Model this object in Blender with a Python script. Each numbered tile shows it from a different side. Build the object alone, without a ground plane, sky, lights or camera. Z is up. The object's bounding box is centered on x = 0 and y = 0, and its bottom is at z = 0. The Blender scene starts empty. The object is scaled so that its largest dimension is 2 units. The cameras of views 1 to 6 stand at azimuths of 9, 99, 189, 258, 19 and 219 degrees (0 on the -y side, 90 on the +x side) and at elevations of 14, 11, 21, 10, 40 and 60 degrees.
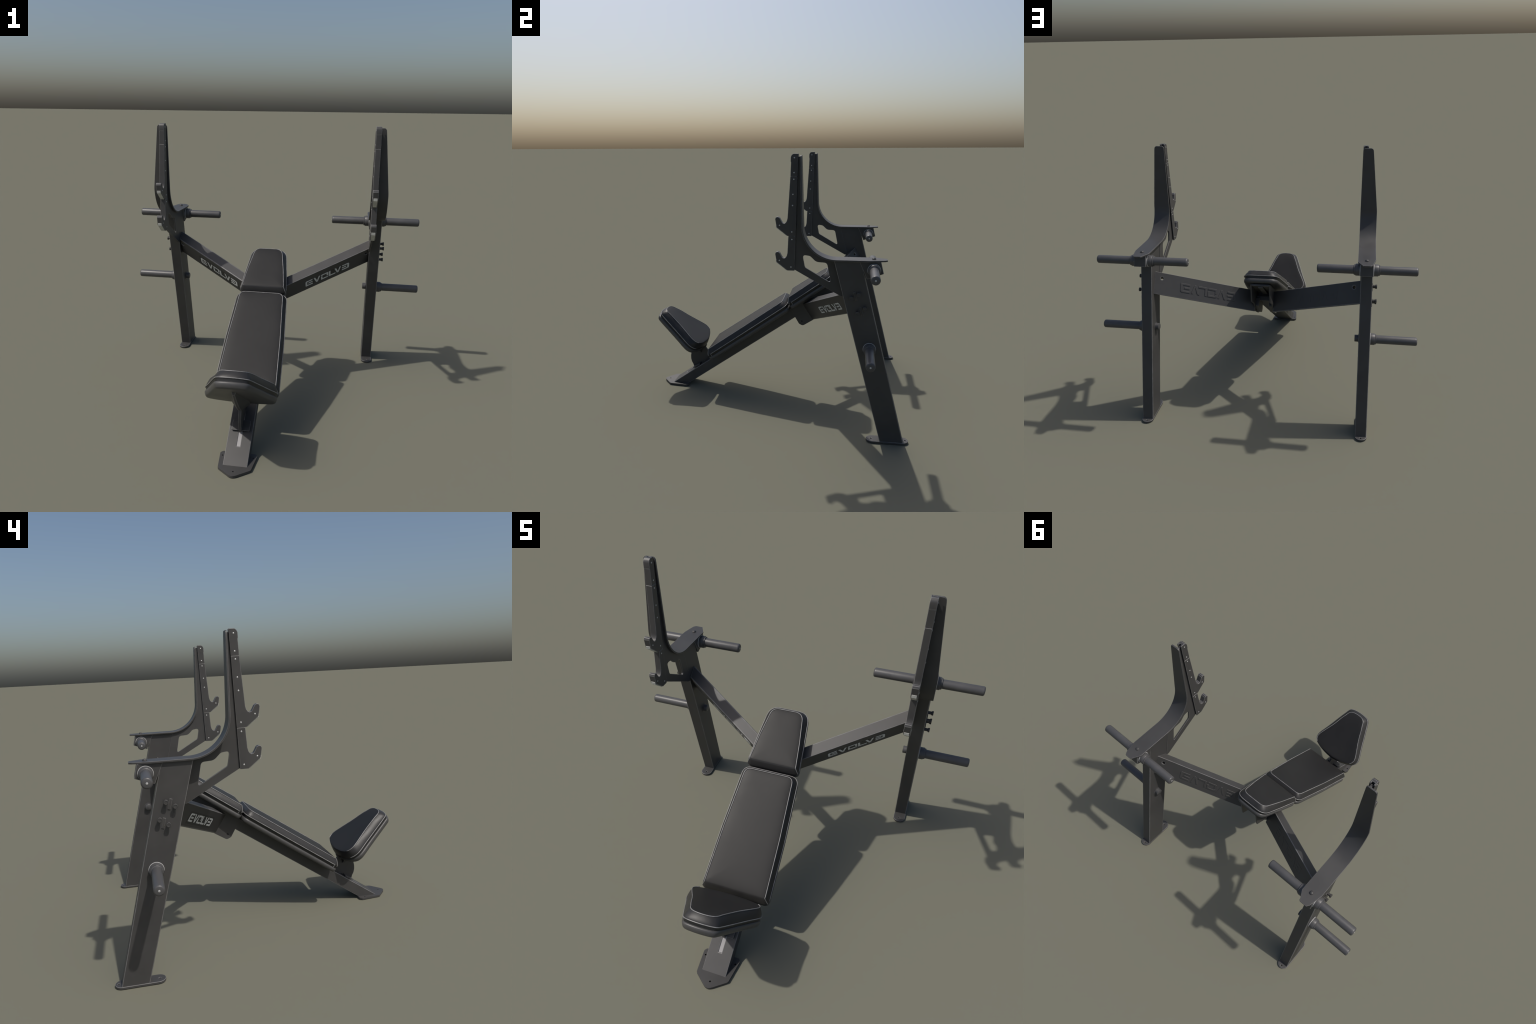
"""Incline weight bench with two uprights, bar hooks and plate storage pegs."""
import bpy, bmesh, math
from mathutils import Vector, Matrix

# ------------------------------------------------------------------ helpers
COL = bpy.context.scene.collection


def v3(*a):
    return Vector(a)


def new_object(name, mesh, parent=None, mats=()):
    ob = bpy.data.objects.new(name, mesh)
    COL.objects.link(ob)
    if parent is not None:
        ob.parent = parent
    for m in mats:
        mesh.materials.append(m)
    return ob


def bake(ob):
    """Apply every modifier of ob."""
    dg = bpy.context.evaluated_depsgraph_get()
    me = bpy.data.meshes.new_from_object(ob.evaluated_get(dg))
    old = ob.data
    ob.modifiers.clear()
    ob.data = me
    bpy.data.meshes.remove(old)
    return ob


def shade(ob, angle=35):
    me = ob.data
    for p in me.polygons:
        p.use_smooth = True
    me.set_sharp_from_angle(angle=math.radians(angle))
    return ob


def recalc(bm):
    bmesh.ops.recalc_face_normals(bm, faces=bm.faces)


def mesh_from(bm, name):
    recalc(bm)
    me = bpy.data.meshes.new(name)
    bm.to_mesh(me)
    bm.free()
    return me


def fillet(pts, radii, seg=6):
    """Closed polygon with rounded corners."""
    out = []
    n = len(pts)
    for i in range(n):
        p = Vector(pts[i]); a = Vector(pts[i - 1]); b = Vector(pts[(i + 1) % n])
        r = radii[i] if hasattr(radii, '__len__') else radii
        if r <= 0:
            out.append(p)
            continue
        da = (a - p); db = (b - p)
        la, lb = da.length, db.length
        da.normalize(); db.normalize()
        ang = math.acos(max(-1, min(1, da.dot(db))))
        t = r / math.tan(ang / 2)
        t = min(t, la * .48, lb * .48)
        p0 = p + da * t; p1 = p + db * t
        for k in range(seg + 1):
            f = k / seg
            out.append((1 - f) ** 2 * p0 + 2 * f * (1 - f) * p + f * f * p1)
    return out


def prism(poly, place0, place1):
    """Extrude a 2D polygon between two placement functions (u,v)->Vector."""
    bm = bmesh.new()
    a = [bm.verts.new(place0(p[0], p[1])) for p in poly]
    b = [bm.verts.new(place1(p[0], p[1])) for p in poly]
    bm.faces.new(a)
    bm.faces.new(list(reversed(b)))
    n = len(poly)
    for i in range(n):
        j = (i + 1) % n
        bm.faces.new((a[i], b[i], b[j], a[j]))
    return bm


def side_plate(name, poly, x0, x1, parent, mats, bevel=.0015, wear=True, cuts=()):
    """Plate lying in the y-z plane, between x0 and x1."""
    bm = prism(poly, lambda y, z: v3(x0, y, z), lambda y, z: v3(x1, y, z))
    ob = new_object(name, mesh_from(bm, name), parent, mats)
    finish(ob, bevel, wear, cuts)
    return ob


def finish(ob, bevel=.0015, wear=True, cuts=(), angle=30, seg=2):
    for c in cuts:
        m = ob.modifiers.new('cut', 'BOOLEAN')
        m.operation = 'DIFFERENCE'; m.object = c; m.solver = 'EXACT'
    if bevel:
        m = ob.modifiers.new('edge', 'BEVEL')
        m.width = bevel; m.segments = seg; m.limit_method = 'ANGLE'
        m.angle_limit = math.radians(angle)
        m.use_clamp_overlap = True
        if wear and len(ob.data.materials) > 1:
            m.material = 1  # bevel faces get the second, paler colour: a light line along edges
    for p in ob.data.polygons:
        p.use_smooth = True
    w = ob.modifiers.new('normals', 'WEIGHTED_NORMAL')
    w.mode = 'FACE_AREA'; w.weight = 100; w.keep_sharp = True
    bake(ob)
    for c in cuts:
        me = c.data
        bpy.data.objects.remove(c)
        bpy.data.meshes.remove(me)
    return ob


def hexahedron(name, low, high, parent, mats, bevel=.003, cuts=(), wear=True):
    """low, high: matching closed rings of points."""
    bm = bmesh.new()
    a = [bm.verts.new(p) for p in low]
    b = [bm.verts.new(p) for p in high]
    n = len(a)
    bm.faces.new(a); bm.faces.new(list(reversed(b)))
    for i in range(n):
        bm.faces.new((a[i], b[i], b[(i + 1) % n], a[(i + 1) % n]))
    ob = new_object(name, mesh_from(bm, name), parent, mats)
    finish(ob, bevel, wear, cuts)
    return ob


def lathe_mesh(name, profile, seg=40):
    """Profile of (x, r) revolved round the x axis, closed at both ends."""
    bm = bmesh.new()
    rings = []
    for x, r in profile:
        if r < 1e-6:
            rings.append([bm.verts.new((x, 0, 0))])
        else:
            rings.append([bm.verts.new((x, r * math.cos(2 * math.pi * k / seg), r * math.sin(2 * math.pi * k / seg))) for k in range(seg)])
    for A, B in zip(rings, rings[1:]):
        for k in range(seg):
            j = (k + 1) % seg
            if len(A) == 1:
                bm.faces.new((A[0], B[k], B[j]))
            elif len(B) == 1:
                bm.faces.new((A[k], B[0], A[j]))
            else:
                bm.faces.new((A[k], B[k], B[j], A[j]))
    for R in (rings[0], rings[-1]):
        if len(R) > 1:
            bm.faces.new(R)
    me = mesh_from(bm, name)
    for p in me.polygons:
        p.use_smooth = True
    me.set_sharp_from_angle(angle=math.radians(40))
    return me


def cylinder_between(name, p, q, r, seg=20):
    """Helper cylinder for boolean cuts."""
    d = (q - p)
    bm = bmesh.new()
    M = Matrix.Translation((p + q) / 2) @ d.to_track_quat('Z', 'Y').to_matrix().to_4x4()
    bmesh.ops.create_cone(bm, cap_ends=True, segments=seg, radius1=r, radius2=r, depth=d.length, matrix=M)
    return new_object(name, mesh_from(bm, name))


# ---------------------------------------------------------------- materials
def material(name, colour, rough=.5, metal=0., spec=.5, mottle=.12, scale=9., grain=.0,
             grain_scale=600., scuff=0., rough_var=.08):
    m = bpy.data.materials.new(name)
    m.use_nodes = True
    nt = m.node_tree
    N, L = nt.nodes, nt.links
    bs = N['Principled BSDF']
    tc = N.new('ShaderNodeTexCoord')
    n1 = N.new('ShaderNodeTexNoise'); n1.inputs['Scale'].default_value = scale
    n1.inputs['Detail'].default_value = 5; n1.inputs['Roughness'].default_value = .6
    L.new(tc.outputs['Object'], n1.inputs['Vector'])
    ramp = N.new('ShaderNodeValToRGB')
    c = colour
    ramp.color_ramp.elements[0].position = .3
    ramp.color_ramp.elements[1].position = .7
    ramp.color_ramp.elements[0].color = tuple(x * (1 - mottle) for x in c) + (1,)
    ramp.color_ramp.elements[1].color = tuple(min(1, x * (1 + mottle)) for x in c) + (1,)
    L.new(n1.outputs['Fac'], ramp.inputs['Fac'])
    col = ramp.outputs['Color']
    if scuff > 0:
        # sparse pale rub marks
        mp = N.new('ShaderNodeMapping'); mp.inputs['Scale'].default_value = (14, 5, 22)
        mp.inputs['Rotation'].default_value = (.5, .2, .7)
        L.new(tc.outputs['Object'], mp.inputs['Vector'])
        n3 = N.new('ShaderNodeTexNoise'); n3.inputs['Scale'].default_value = 1.6
        n3.inputs['Detail'].default_value = 8; n3.inputs['Roughness'].default_value = .72
        L.new(mp.outputs['Vector'], n3.inputs['Vector'])
        r3 = N.new('ShaderNodeValToRGB')
        r3.color_ramp.elements[0].position = .60; r3.color_ramp.elements[0].color = (0, 0, 0, 1)
        r3.color_ramp.elements[1].position = .78; r3.color_ramp.elements[1].color = (scuff, scuff, scuff, 1)
        L.new(n3.outputs['Fac'], r3.inputs['Fac'])
        mix = N.new('ShaderNodeMix'); mix.data_type = 'RGBA'
        L.new(r3.outputs['Color'], mix.inputs['Factor'])
        L.new(col, mix.inputs['A'])
        mix.inputs['B'].default_value = tuple(min(1, x * 2.2 + .02) for x in c) + (1,)
        col = mix.outputs['Result']
    L.new(col, bs.inputs['Base Color'])
    # roughness variation
    mr = N.new('ShaderNodeMapRange')
    mr.inputs['To Min'].default_value = max(.02, rough - rough_var)
    mr.inputs['To Max'].default_value = min(1, rough + rough_var)
    L.new(n1.outputs['Fac'], mr.inputs['Value'])
    L.new(mr.outputs['Result'], bs.inputs['Roughness'])
    bs.inputs['Metallic'].default_value = metal
    bs.inputs['Specular IOR Level'].default_value = spec
    if grain > 0:
        n2 = N.new('ShaderNodeTexNoise'); n2.inputs['Scale'].default_value = grain_scale
        n2.inputs['Detail'].default_value = 2
        L.new(tc.outputs['Object'], n2.inputs['Vector'])
        bp = N.new('ShaderNodeBump'); bp.inputs['Strength'].default_value = grain
        bp.inputs['Distance'].default_value = .001
        L.new(n2.outputs['Fac'], bp.inputs['Height'])
        L.new(bp.outputs['Normal'], bs.inputs['Normal'])
    return m


PAINT = material('charcoal_powder_coat', (.053, .0515, .0505), rough=.47, spec=.43, mottle=.10, scale=7, grain=.12, scuff=.10)
PALE_EDGE = material('pale_paint_edge', (.14, .137, .135), rough=.42, mottle=.25, scale=30)
RUBBER = material('peg_sleeve_grey', (.072, .071, .072), rough=.42, mottle=.08, scale=12)
RING = material('bright_ring', (.55, .55, .54), rough=.35, mottle=.1)
STEEL = material('bolt_steel', (.50, .50, .49), rough=.32, metal=.3, mottle=.1)
VINYL = material('pad_vinyl', (.0235, .0230, .0226), rough=.48, spec=.20, mottle=.10, scale=6, grain=.10, grain_scale=900)
VINYL_SIDE = material('pad_vinyl_side', (.026, .0255, .0255), rough=.42, spec=.32, mottle=.14, scale=8, grain=.08, grain_scale=900)
BAND = material('pad_dark_band', (.016, .016, .016), rough=.5, mottle=.1)
BOARD = material('pad_base_board', (.062, .061, .060), rough=.44, mottle=.08)
PIPING = material('pad_piping', (.20, .197, .193), rough=.36, mottle=.3, scale=40)
LETTER = material('white_lettering', (.58, .59, .58), rough=.5, mottle=.18, scale=60)
LINER = material('pale_hook_liner', (.50, .50, .46), rough=.5, mottle=.15, scale=40)
HOLE = material('dark_hole', (.006, .006, .006), rough=.8, mottle=.1)
SLOT = material('pale_slot_strip', (.30, .29, .29), rough=.45, mottle=.1)
DECAL = material('lettering_ground', (.030, .030, .029), rough=.5, mottle=.1)

FRAME = (PAINT, PALE_EDGE)

# ----------------------------------------------------------------- the thing
root = bpy.data.objects.new('weight_bench', None)
COL.objects.link(root)
root['label'] = 'charcoal incline weight bench with twin uprights and plate pegs'
root['category'] = 'gym bench'

# ------------------------------------------------------------- bench frames
TH = math.radians(34.5)
U = v3(0, math.cos(TH), math.sin(TH))      # up along the bench
NB = v3(0, -math.sin(TH), math.cos(TH))    # bench normal
OB = v3(0, -.766, .010)                    # spine top edge at the floor plate


def bench(x, s, h):
    return OB + U * s + NB * h + v3(x, 0, 0)


AL = math.radians(38.2)
SV = v3(0, -math.cos(AL), math.sin(AL))    # forward along the seat
SN = v3(0, math.sin(AL), math.cos(AL))
SO = v3(0, -.796, .558) - SV * .264


def seat(x, t, h):
    return SO + SV * t + SN * h + v3(x, 0, 0)


# ---------------------------------------------------------------- uprights
BOLTS = [(.516, .878), (.557, .900), (.553, .793), (.592, .820)]
bolt_mesh = lathe_mesh('clamp_bolt', [(0, .0085), (.020, .0085), (.022, .0118), (.030, .0122), (.031, .0105), (.031, .0080), (.0298, .0072), (.0298, 0)], 24)
bolt_mesh.materials.append(PAINT)
rivet_mesh = lathe_mesh('rivet', [(-.003, .0040), (.0004, .0040), (.0012, .0030), (.0014, 0)], 14)
rivet_mesh.materials.append(STEEL)
dot_mesh = lathe_mesh('end_screw', [(-.002, .0052), (.001, .0052), (.0018, .0036), (.0018, 0)], 16)
dot_mesh.materials.append(STEEL)
dome_mesh = lathe_mesh('dome_bolt', [(0, .0115), (.003, .0115), (.006, .0098), (.0085, .006), (.0095, 0)], 24)
dome_mesh.materials.append(PAINT)
hex_mesh = lathe_mesh('peg_nut', [(0, .0275), (.005, .0275), (.0055, .0215), (.026, .0210), (.028, .0185), (.028, 0)], 32)
hex_mesh.materials.append(RUBBER)


def peg_mesh(name, length):
    return lathe_mesh(name, [(0, .0256), (length - .010, .0256), (length - .005, .0245), (length - .0015, .0215), (length, .0170), (length, 0)], 40)


def collar_mesh():
    me = lathe_mesh('peg_collar', [(0, .030), (.0005, .0352), (.026, .0352), (.029, .0335), (.0295, .031), (.036, .031), (.038, .0285), (.038, .02)], 40)
    me.materials.append(RUBBER)
    return me


collar_me = collar_mesh()
ring_me = lathe_mesh('collar_ring', [(-.001, .030), (-.001, .0372), (.0028, .0372), (.0028, .030)], 40)
ring_me.materials.append(RING)
top_out_me = peg_mesh('storage_peg', .974 - .720); top_out_me.materials.append(RUBBER)
top_in_me = peg_mesh('storage_peg', .645 - .393); top_in_me.materials.append(RUBBER)
low_me = peg_mesh('storage_peg', .9985 - .717); low_me.materials.append(RUBBER)


def put(name, mesh, at, sx, parent):
    """Instance of an x-axis lathe mesh pointing along +x (sx=1) or -x."""
    ob = bpy.data.objects.new(name, mesh)
    COL.objects.link(ob)
    ob.parent = parent
    rot = Matrix.Identity(4) if sx > 0 else Matrix.Rotation(math.pi, 4, 'Z')
    ob.matrix_world = Matrix.Translation(at) @ rot
    ob.matrix_local = ob.matrix_world
    return ob


# rail profile: a back line leaning rearwards with height, two J hooks in front
def rail_back(z):
    return .1885 + (z - 1.012) * (.207 - .1885) / (1.675 - 1.012)


def hook_outline(z0, zb, ztop, front_top):
    """Hook segment: z0 base height of the hook cup floor, zb bottom, ztop seam."""
    d = z0 - 1.083          # shift against the lowest hook
    pts = [(.147, zb), (.0845, 1.061 + d), (.0765, 1.108 + d), (.081, 1.118 + d), (.091, 1.1205 + d),
           (.101, 1.115 + d), (.115, 1.090 + d), (.120, 1.0845 + d), (.128, 1.0825 + d), (.136, 1.0865 + d),
           (.143, 1.097 + d), (.1475, 1.114 + d), (front_top, ztop)]
    return pts


def build_side(s):
    """s = +1 right (x>0), -1 left."""
    X = lambda x: s * x
    # ---- post (the part that owns the side)
    post = hexahedron('upright_post',
                      [v3(X(.6485), .7005, .010), v3(X(.6485), .8355, .010), v3(X(.7185), .8355, .010), v3(X(.7185), .7005, .010)],
                      [v3(X(.6485), .4150, 1.0855), v3(X(.6485), .5670, 1.0855), v3(X(.7185), .5670, 1.0855), v3(X(.7185), .4150, 1.0855)],
                      root, FRAME, bevel=.004)
    # ---- foot plate
    y0, y1, hw, xc = .622, .867, .036, .6845
    poly = []
    for k in range(15):
        a = math.pi + math.pi * k / 14
        poly.append((xc + hw * math.cos(a), y0 + hw + hw * math.sin(a)))
    for k in range(15):
        a = math.pi * k / 14
        poly.append((xc + hw * math.cos(a), y1 - hw + hw * math.sin(a)))
    bm = prism(poly, lambda x, y: v3(X(x), y, 0), lambda x, y: v3(X(x), y, .012))
    foot = new_object('foot_plate', mesh_from(bm, 'foot_plate'), post, FRAME)
    cuts = [cylinder_between('c', v3(X(xc), y, -.01), v3(X(xc), y, .03), .0055) for y in (.652, .850)]
    finish(foot, .002, True, cuts)

    # ---- web plate with its cut-out
    web = [(.1845, 1.0175), (rail_back(1.66) - .006, 1.660), (.2225, 1.660), (.232, 1.283)]
    for k in range(1, 9):
        a = math.radians(180 + 90 * k / 9)
        web.append((.430 + .197 * math.cos(a), 1.283 + .197 * math.sin(a)))
    web += [(.420, 1.0865), (.477, .866), (.4565, .866), (.1945, 1.0117)]
    hole = fillet([(.2335, 1.104), (.277, 1.098), (.312, 1.064), (.374, 1.0605), (.398, .943), (.2475, 1.031)],
                  [.016, .028, .045, .022, .010, .020], 7)
    bm = prism(hole, lambda y, z: v3(X(.60), y, z), lambda y, z: v3(X(.70), y, z))
    cut = new_object('c', mesh_from(bm, 'c'))
    side_plate('web_plate', web, X(.6455), X(.6565), post, FRAME, bevel=.0018, cuts=[cut])

    # ---- flange strip that caps post and web and sweeps up
    path = []     # (y, z, normal_y, normal_z) on the open (upper/rear) face
    for k in range(0, 13):
        y = .7115 - (.7115 - .430) * k / 12
        path.append((y, 1.0935, 0, 1))
    for k in range(1, 21):
        a = math.radians(-90 - 90 * k / 20)
        path.append((.430 + .190 * math.cos(a), 1.2835 + .190 * math.sin(a), -math.cos(a), -math.sin(a)))
    ztop = 1.667
    for k in range(1, 17):
        f = k / 16
        z = 1.2835 + (ztop - 1.2835) * f
        path.append((.240 + (.228 - .240) * f, z, 1, .03))
    for dz in (.004, .008, .0115, .014, .0152):   # extra rows for the rounded end
        path.append((.228, ztop - .0155 + dz, 1, .03))
    path = path[:-6] + path[-5:]
    th = .0085

    def span(y, z):
        xi, xo = .630, .733
        if y > .60 and z < 1.12:      # chamfered tail
            if y > .655:
                xi += (y - .655) / (.7115 - .655) * .031
            if y > .615:
                xo -= min(1, (y - .615) / (.695 - .615)) * .017
            if y > .695:
                xo -= (y - .695) / .0165 * .012
        if z > 1.275:
            xo += (.6965 - .733) * (z - 1.275) / (ztop - 1.275)
            xi += .004 * (z - 1.275) / (ztop - 1.275)
        r = .016
        if z > ztop - r:
            d = r - math.sqrt(max(0, r * r - (z - (ztop - r)) ** 2))
            xi += d; xo -= d
        return xi, xo
    extra = []
    for y in (.705, .700, .695, .680, .668, .655, .635, .615):
        extra.append((y, 1.0935, 0, 1))
    flat = sorted(path[:13] + extra, key=lambda q: -q[0])
    path = flat + path[13:]
    bm = bmesh.new()
    rows = []
    for y, z, ny, nz in path:
        xi, xo = span(y, z)
        rows.append([bm.verts.new((X(xi), y, z)), bm.verts.new((X(xo), y, z)),
                     bm.verts.new((X(xo), y - ny * th, z - nz * th)), bm.verts.new((X(xi), y - ny * th, z - nz * th))])
    for A, B in zip(rows, rows[1:]):
        for k in range(4):
            j = (k + 1) % 4
            bm.faces.new((A[k], B[k], B[j], A[j]))
    bm.faces.new(rows[0]); bm.faces.new(list(reversed(rows[-1])))
    bmesh.ops.remove_doubles(bm, verts=bm.verts, dist=1e-5)
    fl = new_object('flange_strip', mesh_from(bm, 'flange_strip'), post, FRAME)
    finish(fl, .0014, True, angle=50)
    # dome bolt on the tail
    d = bpy.data.objects.new('dome_bolt', dome_mesh); COL.objects.link(d); d.parent = post
    d.matrix_local = Matrix.Translation((X(.681), .637, 1.0932)) @ Matrix.Rotation(-math.pi / 2, 4, 'Y')

    # ---- bar rail in three segments with two J hooks
    seg_low = hook_outline(1.083, 1.0115, 1.2120, .1525)
    seg_low += [(rail_back(1.212), 1.2120), (rail_back(1.0115), 1.0115)]
    seg_mid = hook_outline(1.2845, 1.2130, 1.5500, .1625)
    seg_mid += [(rail_back(1.55), 1.5500), (rail_back(1.213), 1.2130)]
    seg_cap = [(.1628, 1.5510), (.1660, 1.628), (.1640, 1.631), (.1645, 1.657), (.1695, 1.668), (.1790, 1.675),
               (rail_back(1.675), 1.675), (rail_back(1.551), 1.5510)]
    for nm, poly in (('hook_rail', seg_low), ('hook_rail', seg_mid), ('rail_cap', seg_cap)):
        # groove along the back that receives the web plate
        g = [(rail_back(.9) - .013, .9), (rail_back(1.8) - .013, 1.8), (rail_back(1.8) + .02, 1.8), (rail_back(.9) + .02, .9)]
        if nm == 'rail_cap':
            g[0] = (rail_back(.9) - .013, .9)
        bm = prism(g, lambda y, z: v3(X(.6425), y, z), lambda y, z: v3(X(.6595), y, z))
        side_plate(nm, poly, X(.6350), X(.6670), post, FRAME, bevel=.0020,
                   cuts=[new_object('c', mesh_from(bm, 'c'))])
    # pale wear liners on the sloping noses of the hooks
    for dz in (0, 1.2845 - 1.083):
        a = Vector((.0855, 1.0600 + dz)); b = Vector((.1445, 1.0128 + dz))
        t = (b - a).normalized(); nrm = Vector((t.y, -t.x))
        if nrm.x > 0:
            nrm = -nrm
        q = [a, b, b + nrm * .0022, a + nrm * .0022]
        # the liner wraps up the nose of the hook
        q = [(.1445, 1.0128 + dz), (b + nrm * .0022)[:], (a + nrm * .0022 + Vector((-.0012, -.0012)))[:], (.0805, 1.0720 + dz), (.0835, 1.0722 + dz), (.0875, 1.0610 + dz)]
        side_plate('hook_liner', [tuple(p) for p in q], X(.6395), X(.6625), post, (LINER,), bevel=.0005, wear=False)
    # rivets on both faces of the rail
    for y, z in [(.185, 1.653), (.1835, 1.571), (.1825, 1.534), (.178, 1.450), (.176, 1.3875), (.1725, 1.237),
                 (.102, 1.2735), (.173, 1.1935), (.101, 1.070), (.1685, 1.033)]:
        put('rivet', rivet_mesh, v3(X(.667), y, z), s, post)
        put('rivet', rivet_mesh, v3(X(.635), y, z), -s, post)

    # ---- clamp bolts and the little relief bars between them
    for y, z in BOLTS:
        put('clamp_bolt', bolt_mesh, v3(X(.7165), y, z), s, post)
    for (ya, za), (yb, zb) in (((.5325, .911), (.5450, .862)), ((.5685, .823), (.5810, .774))):
        a = Vector((ya, za)); b = Vector((yb, zb)); t = (b - a).normalized(); n = Vector((t.y, -t.x)) * .0068
        side_plate('relief_bar', [tuple(a + n), tuple(b + n), tuple(b - n), tuple(a - n)], X(.716), X(.7225), post, FRAME, bevel=.0012)

    # ---- peg block and plate pegs
    block = side_plate('peg_block', [(.555, 1.0845), (.6755, 1.0845), (.6915, 1.0185), (.600, .9855)], X(.6445), X(.7205), root, FRAME, bevel=.003)
    for me, x, d in ((top_out_me, .720, s), (top_in_me, .645, -s)):
        p = put('storage_peg', me, v3(X(x), .638, 1.038), d, block)
        put('peg_collar', collar_me, v3(X(x), .638, 1.038), d, block)
        put('collar_ring', ring_me, v3(X(x) + d * .0012, .638, 1.038), d, block)
        L = (.974 - .720) if d == s else (.645 - .393)
        put('end_screw', dot_mesh, v3(X(x) + d * L, .638, 1.038), d, block)
    put('storage_peg', low_me, v3(X(.717), .625, .5775), s, post)
    put('peg_collar', collar_me, v3(X(.717), .625, .5775), s, post)
    put('collar_ring', ring_me, v3(X(.7182), .625, .5775), s, post)
    put('end_screw', dot_mesh, v3(X(.9985), .625, .5775), s, post)
    put('peg_nut', hex_mesh, v3(X(.652), .626, .5785), -s, post)
    return post


# ------------------------------------------------------------- cross beams
BA = v3(.1, .202, .658)      # front top edge near the hub
BB = v3(.650, .479, .8827)   # front top edge at the post
BD = (BB - BA).normalized()
DN = v3(0, .0705, -.1095)      # down the front face
BK = v3(0, .0615, .0450)     # across the top towards the back
LOWBK = v3(0, .1280, -.0825)


# lettering strokes on a grid: x 0..w, y 0 (top)..1 (bottom); each stroke a closed polygon
def glyph_e(w):
    b = .20
    return [[(0, .14), (.12 * w, 0), (w, 0), (w * .93, b), (.27 * w, b), (.24 * w, b + .05), (.24 * w, 1 - b), (w, 1 - b), (w, 1), (.06 * w, 1), (0, .92)],
            [(.40 * w, .40), (w * .97, .40), (w, .60), (.40 * w, .60)]]


def glyph_v(w):
    return [[(0, 0), (.24 * w, 0), (.52 * w, .72), (.78 * w, 0), (w, 0), (.64 * w, 1), (.40 * w, 1)]]


def glyph_o(w):
    b = .20
    return [[(0, .30), (0, .12), (.10 * w, 0), (w, 0), (w, .62), (.80 * w, .62), (.80 * w, b), (.20 * w, b), (.20 * w, .30)],
            [(0, .40), (.20 * w, .40), (.20 * w, 1 - b), (w, 1 - b), (w, .90), (.92 * w, 1), (0, 1)]]


def glyph_l(w):
    return [[(0, 0), (.24 * w, 0), (.24 * w, .80), (w, .80), (w * .97, 1), (0, 1)]]


def glyph_3(w):
    return [[(w - x, y) for x, y in st] for st in glyph_e(w)]


WORD = [(glyph_e, 0, .053), (glyph_v, .060, .049), (glyph_o, .1155, .0525), (glyph_l, .1735, .051), (glyph_v, .2165, .0485), (glyph_3, .2725, .0545)]


def lettering(name, parent, origin, right, down, out, length, height, depth, mat, bevel=0):
    """Word built on a plane: reading direction right, down and outward normal."""
    bm = bmesh.new()
    k = length / .327
    for g, x0, w in WORD:
        for st in g(1.0):
            lo, hi = [], []
            for x, y in st:
                p = origin + right * ((x0 + x * w) * k) + down * (y * height)
                lo.append(bm.verts.new(p - out * .0006)); hi.append(bm.verts.new(p + out * depth))
            bm.faces.new(lo); bm.faces.new(list(reversed(hi)))
            n = len(lo)
            for i in range(n):
                bm.faces.new((lo[i], hi[i], hi[(i + 1) % n], lo[(i + 1) % n]))
    ob = new_object(name, mesh_from(bm, name), parent, (mat,))
    if bevel:
        finish(ob, bevel, False, (), 40)
    return ob


def build_beam(s):
    F = lambda p: v3(s * p.x, p.y, p.z)
    e = BD * ((.062 - BA.x) / BD.x)
    ends = []
    for q in (BA + e, BB):
        ends.append([q, q + DN, q + LOWBK, q + BK])
    hx = []
    fh = BA + BD * .633 + DN.normalized() * .0375
    axis = (v3(.610, .536, .878) - fh).normalized()
    cut = cylinder_between('c', F(fh - axis * .05), F(fh + axis * .12), .0092)
    beam = hexahedron('cross_beam', [F(p) for p in ends[0]], [F(p) for p in ends[1]], root, FRAME, bevel=.006, cuts=[cut])
    dn = DN.normalized()
    out = F(-(BD.cross(DN)).normalized())
    if out.y > 0:
        out = -out
    # white word on the front face, reading left to right from the front
    if s > 0:
        o = BA + BD * .178 + dn * .0465
        lettering('lettering', beam, o, BD, dn, out, .327, .048, .0009, LETTER)
        q = None
    else:
        o = F(BA + BD * .457 + dn * .0465)
        lettering('lettering', beam, o, F(-BD), F(dn), out, .338, .048, .0009, LETTER)
        q = [(.107, .036), (.470, .036), (.470, .108), (.107, .108)]
    # darker sticker ground under the word
    if q is None:
        q = [(.176, .0445), (.508, .0445), (.508, .0965), (.176, .0965)]
    bm = bmesh.new()
    vs = [bm.verts.new(F(BA + BD * a + dn * b) + out * .00045) for a, b in q]
    lo = [bm.verts.new(F(BA + BD * a + dn * b) - out * .001) for a, b in q]
    bm.faces.new(vs); bm.faces.new(list(reversed(lo)))
    for i in range(4):
        bm.faces.new((vs[i], lo[i], lo[(i + 1) % 4], vs[(i + 1) % 4]))
    new_object('lettering_ground', mesh_from(bm, 'lettering_ground'), beam, (DECAL,))
    # embossed word on the back face, standing upside down
    bdn = (LOWBK - BK).normalized()
    bout = BD.cross(bdn).normalized()
    if bout.y < 0:
        bout = -bout
    o = BA + BK + BD * (.099 if s > 0 else .484) + bdn * .101
    lettering('embossed_lettering', beam, F(o), F(BD) if s > 0 else F(-BD), F(-bdn), F(bout), .385, .058, .0028 if s > 0 else .0007, PAINT, .0012 if s > 0 else 0)
    return beam


for s in (1, -1):
    build_side(s)
    build_beam(s)

# ------------------------------------------------------------ spine and hub
W = .0635
slot_poly = [(-.0095, .107), (.0095, .107), (.0095, .330), (-.0095, .330)]
bm = prism(slot_poly, lambda x, s_: bench(x, s_, -.007), lambda x, s_: bench(x, s_, .02))
cut = new_object('c', mesh_from(bm, 'c'))
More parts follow.
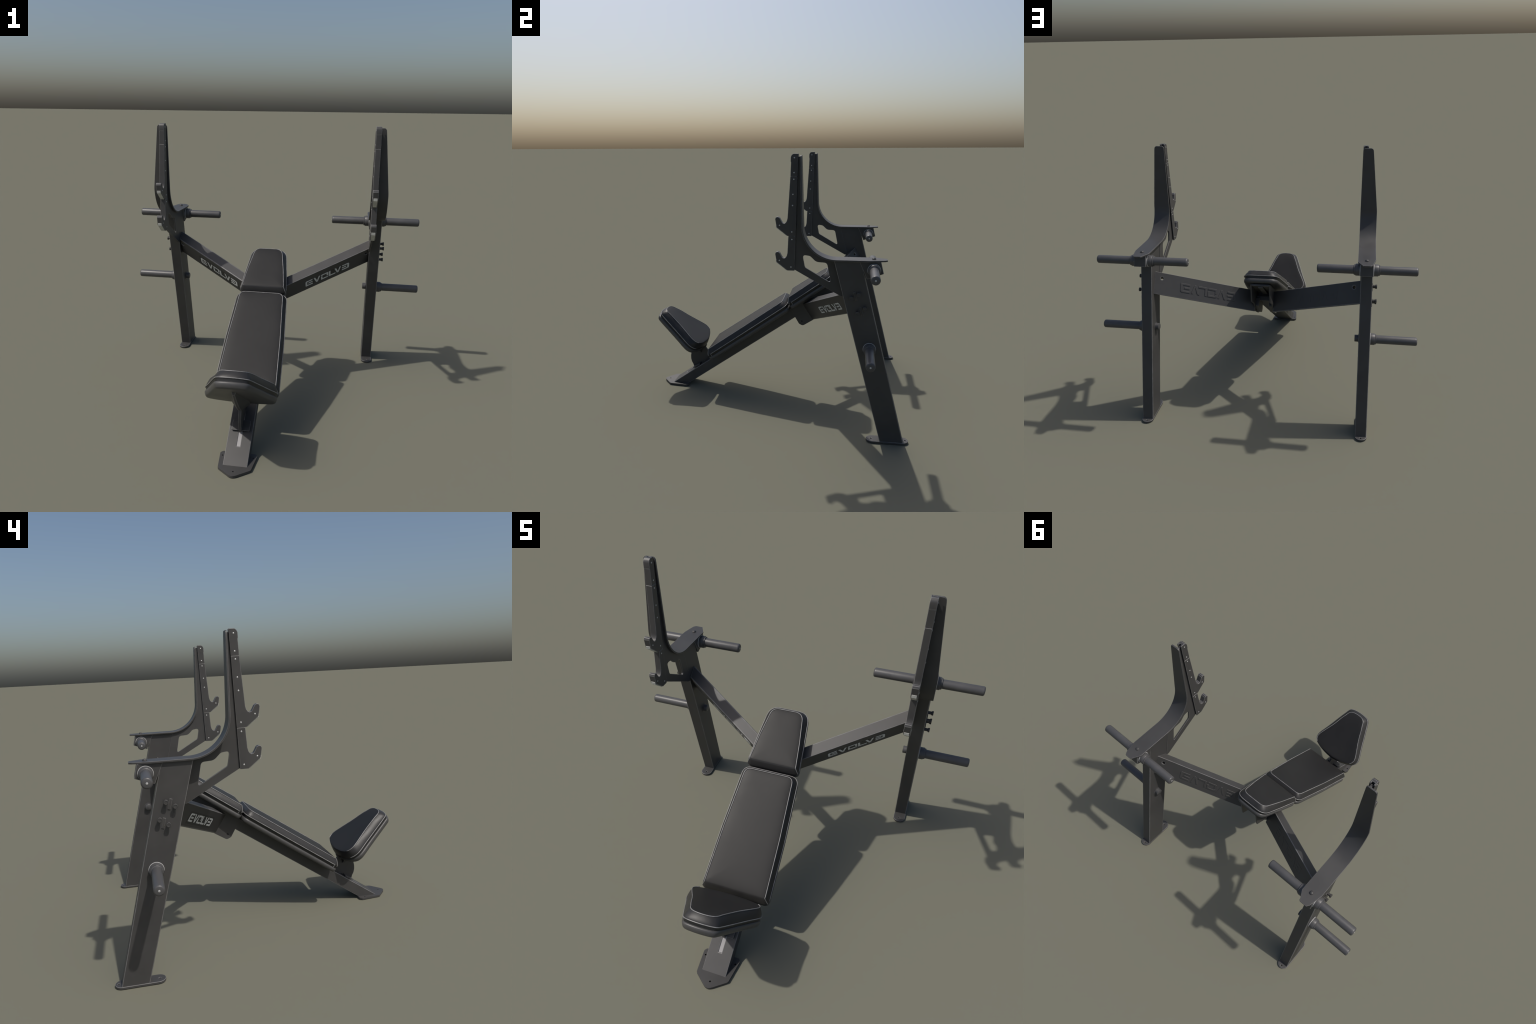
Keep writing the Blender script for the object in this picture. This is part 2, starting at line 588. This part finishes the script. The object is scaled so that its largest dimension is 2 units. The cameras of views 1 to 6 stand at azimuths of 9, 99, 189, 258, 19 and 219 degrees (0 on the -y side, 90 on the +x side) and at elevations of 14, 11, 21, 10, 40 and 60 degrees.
# tube cut level with the floor plate at its foot
low = [v3(-W, -.769, .008), v3(W, -.769, .008), v3(W, -.652, .008), v3(-W, -.652, .008)]
high = [bench(-W, 1.125, 0), bench(W, 1.125, 0), bench(W, 1.125, -.067), bench(-W, 1.125, -.067)]
spine = hexahedron('spine_beam', low, high, root, FRAME, bevel=.004, cuts=[cut])
bm = prism([(-.0093, .1075), (.0093, .1075), (.0093, .2), (-.0093, .2)], lambda x, s_: bench(x, s_, -.0075), lambda x, s_: bench(x, s_, -.0035))
new_object('slot_strip', mesh_from(bm, 'slot_strip'), spine, (SLOT,))

fp = fillet([(0, -.853), (.0845, -.784), (.0985, -.660), (.088, -.645), (-.088, -.645), (-.0985, -.660), (-.0845, -.784)],
            [.035, .016, .012, .01, .01, .012, .016], 6)
bm = prism(fp, lambda x, y: v3(x, y, 0), lambda x, y: v3(x, y, .012))
ff = new_object('foot_plate', mesh_from(bm, 'foot_plate'), spine, FRAME)
finish(ff, .002, True, [cylinder_between('c', v3(x, y, -.01), v3(x, y, .03), .0048) for x, y in ((0, -.809), (.081, -.682), (-.081, -.682))])

# hub: two cheek plates joined by a top plate carrying the head pad
cheek = fillet([(.099, .612), (.130, .553), (.160, .502), (.186, .4885), (.252, .530), (.276, .548), (.324, .630), (.3935, .674), (.3985, .8035), (.390, .8010)],
               [.003, 0, .010, .022, .02, .02, .012, .004, .004, 0], 6)
for s in (1, -1):
    c = cylinder_between('c', v3(s * .03, .1805, .5225), v3(s * .09, .1805, .5225), .0055)
    side_plate('hub_cheek', cheek, s * .0575, s * .0662, root, FRAME, bevel=.0018, cuts=[c])
hexahedron('head_support', [bench(-.0574, 1.13, -.002), bench(.0574, 1.13, -.002), bench(.0574, 1.13, -.014), bench(-.0574, 1.13, -.014)],
           [bench(-.0574, 1.402, -.002), bench(.0574, 1.402, -.002), bench(.0574, 1.402, -.014), bench(-.0574, 1.402, -.014)], root, FRAME, bevel=.0015)
# thick lugs inside the lower corners of the cheeks
lug = fillet([(.140, .5600), (.163, .507), (.186, .4930), (.250, .533), (.300, .600), (.262, .640)], [0, .010, .020, .01, .01, 0], 5)
for s in (1, -1):
    side_plate('hub_lug', lug, s * .0345, s * .0576, root, FRAME, bevel=.0015)
hexahedron('hub_tie_bar', [bench(-.0574, 1.16, -.045), bench(.0574, 1.16, -.045), bench(.0574, 1.16, -.075), bench(-.0574, 1.16, -.075)],
           [bench(-.0574, 1.175, -.045), bench(.0574, 1.175, -.045), bench(.0574, 1.175, -.075), bench(-.0574, 1.175, -.075)], root, FRAME, bevel=.0015)
hexahedron('head_support_rib', [bench(-.016, 1.17, -.0145), bench(.016, 1.17, -.0145), bench(.016, 1.17, -.030), bench(-.016, 1.17, -.030)],
           [bench(-.016, 1.39, -.0145), bench(.016, 1.39, -.0145), bench(.016, 1.39, -.022), bench(-.016, 1.39, -.022)], root, FRAME, bevel=.0015)

# -------------------------------------------------------------------- pads
def catmull_half(pts, n=64):
    """Closed outline from control points of the +x half (first and last on x=0)."""
    full = [Vector(p) for p in pts] + [Vector((-p[0], p[1])) for p in reversed(pts[1:-1])]
    m = len(full)
    out = []
    per = max(2, n // (m // 2))
    for i in range(m):
        p0, p1, p2, p3 = full[i - 1], full[i], full[(i + 1) % m], full[(i + 2) % m]
        for k in range(per):
            t = k / per
            out.append(.5 * ((2 * p1) + (p2 - p0) * t + (2 * p0 - 5 * p1 + 4 * p2 - p3) * t * t + (3 * p1 - p0 - 3 * p2 + p3) * t ** 3))
    return out


def quad_outline(wb, s0, rb, wm, sm, wt, s1, rt, seg=8, sub=6):
    """Long pad outline: bottom half width wb at s0, wm at sm, wt at s1."""
    pts = [(wb, s0), (wm, sm), (wt, s1), (-wt, s1), (-wm, sm), (-wb, s0)]
    rad = [rb, .25, rt, rt, .25, rb]
    base = fillet(pts, rad, seg)
    out = []
    n = len(base)
    for i in range(n):
        a, b = base[i], base[(i + 1) % n]
        cnt = sub if i % (seg + 1) == seg else 1
        for k in range(cnt):
            out.append(a + (b - a) * (k / cnt))
    return out


def loft(name, rings, place, parent, mats, mat_of, cap_top=True):
    """rings: list of (outline, h or function h(x, s))."""
    bm = bmesh.new()
    vr = []
    for outline, h in rings:
        vr.append([bm.verts.new(place(p[0], p[1], h(p[0], p[1]) if callable(h) else h)) for p in outline])
    n = len(vr[0])
    for i, (A, B) in enumerate(zip(vr, vr[1:])):
        for k in range(n):
            j = (k + 1) % n
            f = bm.faces.new((A[k], B[k], B[j], A[j]))
            f.material_index = mat_of(i)
    f = bm.faces.new(list(reversed(vr[0]))); f.material_index = mat_of(0)
    if cap_top:
        f = bm.faces.new(vr[-1]); f.material_index = mat_of(len(vr))
    ob = new_object(name, mesh_from(bm, name), parent, mats)
    shade(ob, 50)
    return ob


def tube(name, pts, r, parent, mat, closed=False, seg=8):
    """Thin round piping along a poly-line."""
    bm = bmesh.new()
    n = len(pts)
    rings = []
    prev = None
    for i, p in enumerate(pts):
        a = pts[i - 1] if (i or closed) else p
        b = pts[(i + 1) % n] if (i < n - 1 or closed) else p
        t = (b - a).normalized()
        if prev is None:
            ref = v3(0, 0, 1) if abs(t.z) < .8 else v3(1, 0, 0)
            x = t.cross(ref).normalized()
        else:
            x = (prev - t * prev.dot(t)).normalized()
        prev = x
        y = t.cross(x)
        rings.append([bm.verts.new(p + (x * math.cos(2 * math.pi * k / seg) + y * math.sin(2 * math.pi * k / seg)) * r) for k in range(seg)])
    rng = range(n) if closed else range(n - 1)
    for i in rng:
        A, B = rings[i], rings[(i + 1) % n]
        off = 0
        if closed and i == n - 1:
            off = min(range(seg), key=lambda o: (A[0].co - B[o].co).length)
        for k in range(seg):
            bm.faces.new((A[k], B[(k + off) % seg], B[(k + 1 + off) % seg], A[(k + 1) % seg]))
    if not closed:
        bm.faces.new(rings[0]); bm.faces.new(list(reversed(rings[-1])))
    ob = new_object(name, mesh_from(bm, name), parent, (mat,))
    for p in ob.data.polygons:
        p.use_smooth = True
    return ob


def inset(outline, d):
    """Approximate inward offset of an outline."""
    n = len(outline)
    out = []
    for i in range(n):
        a, p, b = outline[i - 1], outline[i], outline[(i + 1) % n]
        t = (b - a)
        if t.length < 1e-9:
            out.append(p.copy()); continue
        t.normalize()
        out.append(p + Vector((-t.y, t.x)) * d)
    return out


def shrink(outline, d):
    """Ring for the crown of a cushion: every side drawn in by about d, never crossing itself."""
    xs = [p.x for p in outline]; ys = [p.y for p in outline]
    hw = max(xs); c = (min(ys) + max(ys)) / 2; hl = (max(ys) - min(ys)) / 2
    fx = max(.01, 1 - d / hw); fy = max(.01, 1 - d / hl)
    return [Vector((p.x * fx, c + (p.y - c) * fy)) for p in outline]


def ccw(o):
    area = sum(o[i - 1].x * o[i].y - o[i].x * o[i - 1].y for i in range(len(o)))
    return o if area > 0 else list(reversed(o))


def long_pad(name, mid, top, s_top_gap, base_gap, crown):
    """mid/top: parameter tuples of quad_outline at the mid seam and at the top seam."""
    M = ccw(quad_outline(*mid)); T = ccw(quad_outline(*top))
    s0 = mid[1]

    def mix(f, lift=0):
        return [a + (b - a) * f for a, b in zip(M, T)]
    # base board
    bd = loft(name + '_board', [(inset(M, .016), .0045), (inset(M, .006), .0065), (inset(M, .001), .013), (inset(M, -.0005), .022), (inset(M, .001), .029), (inset(M, .006), .033), (inset(M, .012), .034)],
              bench, root, (BOARD,), lambda i: 0)
    rings = [(inset(M, .006), .030), (inset(M, .0045), .034), (inset(M, .0035), .044), (inset(M, .0008), .0485), (M, .0505)]
    for f, h in ((.12, .0575), (.35, .0665), (.62, .0750), (.84, .0815), (1., .0850)):
        rings.append((mix(f), h))
    k = len(rings)
    full = max(p.x for p in T)
    for d, h in ((.006, .0865), (.016, .0882), (.034, .0898), (.06, .0908), (full * .75, .0914), (full * .985, .0916)):
        rings.append((shrink(T, d), .0850 + (h - .0850) * crown))
    pad = loft(name, rings, bench, root, (VINYL, VINYL_SIDE, BAND), lambda i: 2 if i < 3 else (1 if i < k - 1 else 0))
    bd.parent = pad
    return pad, rings[:k]


# (half width at foot, s foot, corner r, mid half width, s mid, half width top, s top, corner r)
back_mid = (.1815, .386, .030, .1725, .72, .1525, 1.0635, .048)
back_top = (.1630, .416, .012, .1520, .72, .1310, 1.0480, .036)
back, BR = long_pad('back_pad', back_mid, back_top, 0, 0, .6)
head_mid = (.1465, 1.0715, .028, .1315, 1.24, .1105, 1.4285, .066)
head_top = (.1290, 1.0990, .012, .1120, 1.24, .0850, 1.4090, .050)
head, HR = long_pad('head_pad', head_mid, head_top, 0, 0, .6)


def pad_piping(parent, rings, level, first, right, left, r):
    """Seam piping along ring `level`: both flanks and the upper end, then down the
    rolled lower end over the rings below it. right/left: outline indices of the two feet."""
    def P(i, idx, grow=.0006):
        o, h = rings[i]
        p = o[idx]
        return bench(p.x * (1 + grow / abs(p.x)) if abs(p.x) > .02 else p.x, p.y, h + .0004)
    pts = [P(i, right) for i in range(first, level)]
    pts += [P(level, idx) for idx in range(right, left + 1)]
    pts += [P(i, left) for i in range(level - 1, first - 1, -1)]
    clean = [pts[0]]
    for p in pts[1:]:
        if (p - clean[-1]).length > .0012:
            clean.append(p)
    tube('piping', clean, r, parent, PIPING)


# corner fillets take 9 outline points, flanks 5 more: right foot 0..8, left foot 70..78
for pad, R in ((back, BR), (head, HR)):
    pad_piping(pad, R, len(R) - 1, 2, 5, 73, .0023)
    pad_piping(pad, R, 4, 0, 8, 70, .0025)

# seat pad
seat_mid = [(0, .294), (.030, .2925), (.060, .287), (.081, .275), (.095, .245), (.111, .202), (.134, .138), (.162, .062), (.183, .010), (.190, -.026), (.179, -.058), (.146, -.082), (.080, -.103), (0, -.113)]
seat_top = [(0, .276), (.027, .274), (.049, .267), (.066, .251), (.076, .226), (.090, .192), (.116, .118), (.150, .043), (.169, -.002), (.173, -.030), (.160, -.058), (.125, -.076), (.070, -.090), (0, -.097)]
SM = ccw(catmull_half(seat_mid, 72)); ST = ccw(catmull_half(seat_top, 72))
mixs = lambda f: [a + (b - a) * f for a, b in zip(SM, ST)]
rings = [(inset(SM, .006), -.062), (inset(SM, .0045), -.058), (inset(SM, .0035), -.050), (inset(SM, .0008), -.0455), (SM, -.0435)]
for f, h in ((.10, -.034), (.30, -.023), (.60, -.0115), (.84, -.004), (1., 0.)):
    rings.append((mixs(f), h))
k = len(rings)
for d, h in ((.006, .0011), (.016, .0015), (.034, .0014), (.06, .0010), (.11, .0006), (.17, .0005)):
    rings.append((shrink(ST, d), h))
def nose(t):
    f = max(0., min(1., (t - .17) / .11))
    return -.008 * f * f


def seat_soft(x, t, h):
    """The cushion rolls down a little towards its nose."""
    w = max(0., min(1., (h + .0435) / .0435))
    return seat(x, t, h + nose(t) * w)


seat_ob = loft('seat_pad', rings, seat_soft, root, (VINYL, VINYL_SIDE, BAND), lambda i: 2 if i < 3 else (1 if i < k - 1 else 0))
loft('seat_pad_board', [(inset(SM, .030), -.0935), (inset(SM, .012), -.0930), (inset(SM, .0055), -.087), (inset(SM, .001), -.076), (inset(SM, -.001), -.068), (inset(SM, .001), -.063), (inset(SM, .006), -.060), (inset(SM, .012), -.059)],
     seat, seat_ob, (BOARD,), lambda i: 0)
def open_run(o, t_end):
    """Outline points from the right rear corner round the nose to the left rear corner."""
    n = len(o)
    i0 = max((i for i in range(n) if o[i].x > 0 and o[i].y > t_end), key=lambda i: -o[i].y)
    seq = [o[(i0 + k) % n] for k in range(n)]
    return [p for p in seq if p.y > t_end]


tube('piping', [seat_soft(p.x, p.y, .0006) for p in open_run(ST, -.066)], .0023, seat_ob, PIPING)
tube('piping', [seat(p.x * 1.003, p.y, -.0435) for p in open_run(SM, -.074)], .0025, seat_ob, PIPING)

# ------------------------------------------------------------ seat support
# central fin rising from the spine saddle
fin = [(-.6235, .118), (-.6285, .138), (-.639, .157), (-.6445, .180), (-.6445, .205), (-.639, .235), (-.628, .262), (-.64, .33),
       (-.56, .315), (-.522, .292), (-.530, .272), (-.520, .256), (-.480, .228), (-.480, .203)]
sup = side_plate('seat_support', fin, -.0075, .0075, root, FRAME, bevel=.0018)
# flared neck between fin and seat board
# (like a short boat hull: narrow bow under the nose of the seat, keel running into the fin)
stations = [  # y, top half width, shoulder half width, shoulder z, keel z, keel half width
    (-.800, .011, .009, .436, .427, .006),
    (-.745, .022, .017, .380, .358, .0070),
    (-.690, .034, .026, .334, .299, .0078),
    (-.642, .0475, .037, .296, .256, .0078),
    (-.600, .0475, .037, .268, .240, .0078),
    (-.562, .0475, .036, .246, .228, .0078)]
bm = bmesh.new()
vr = []
for y, wt, ws, zs, zk, wk in stations:
    t_ = (-.5885 - y - .618 * .092) / .786          # where the station meets the seat board
    zt = SO.z + SV.z * t_ - SN.z * .088
    vr.append([bm.verts.new(p) for p in ((-wt, y, zt), (-ws, y, zs), (-wk, y, zk), (wk, y, zk), (ws, y, zs), (wt, y, zt))])
for A, B in zip(vr, vr[1:]):
    for k in range(6):
        bm.faces.new((A[k], B[k], B[(k + 1) % 6], A[(k + 1) % 6]))
bm.faces.new(vr[0]); bm.faces.new(list(reversed(vr[-1])))
finish(new_object('seat_neck', mesh_from(bm, 'seat_neck'), sup, FRAME), .002)
# saddle plate clamped on the spine
sp = fillet([(-.048, .188), (.048, .188), (.048, .247), (-.048, .247)], [.002, .002, .010, .010], 5)
bm = prism(sp, lambda x, s_: bench(x, s_, .001 if s_ > .22 else .006), lambda x, s_: bench(x, s_, .012 if s_ > .22 else .014))
o = new_object('saddle_plate', mesh_from(bm, 'saddle_plate'), sup, FRAME)
finish(o, .0012)
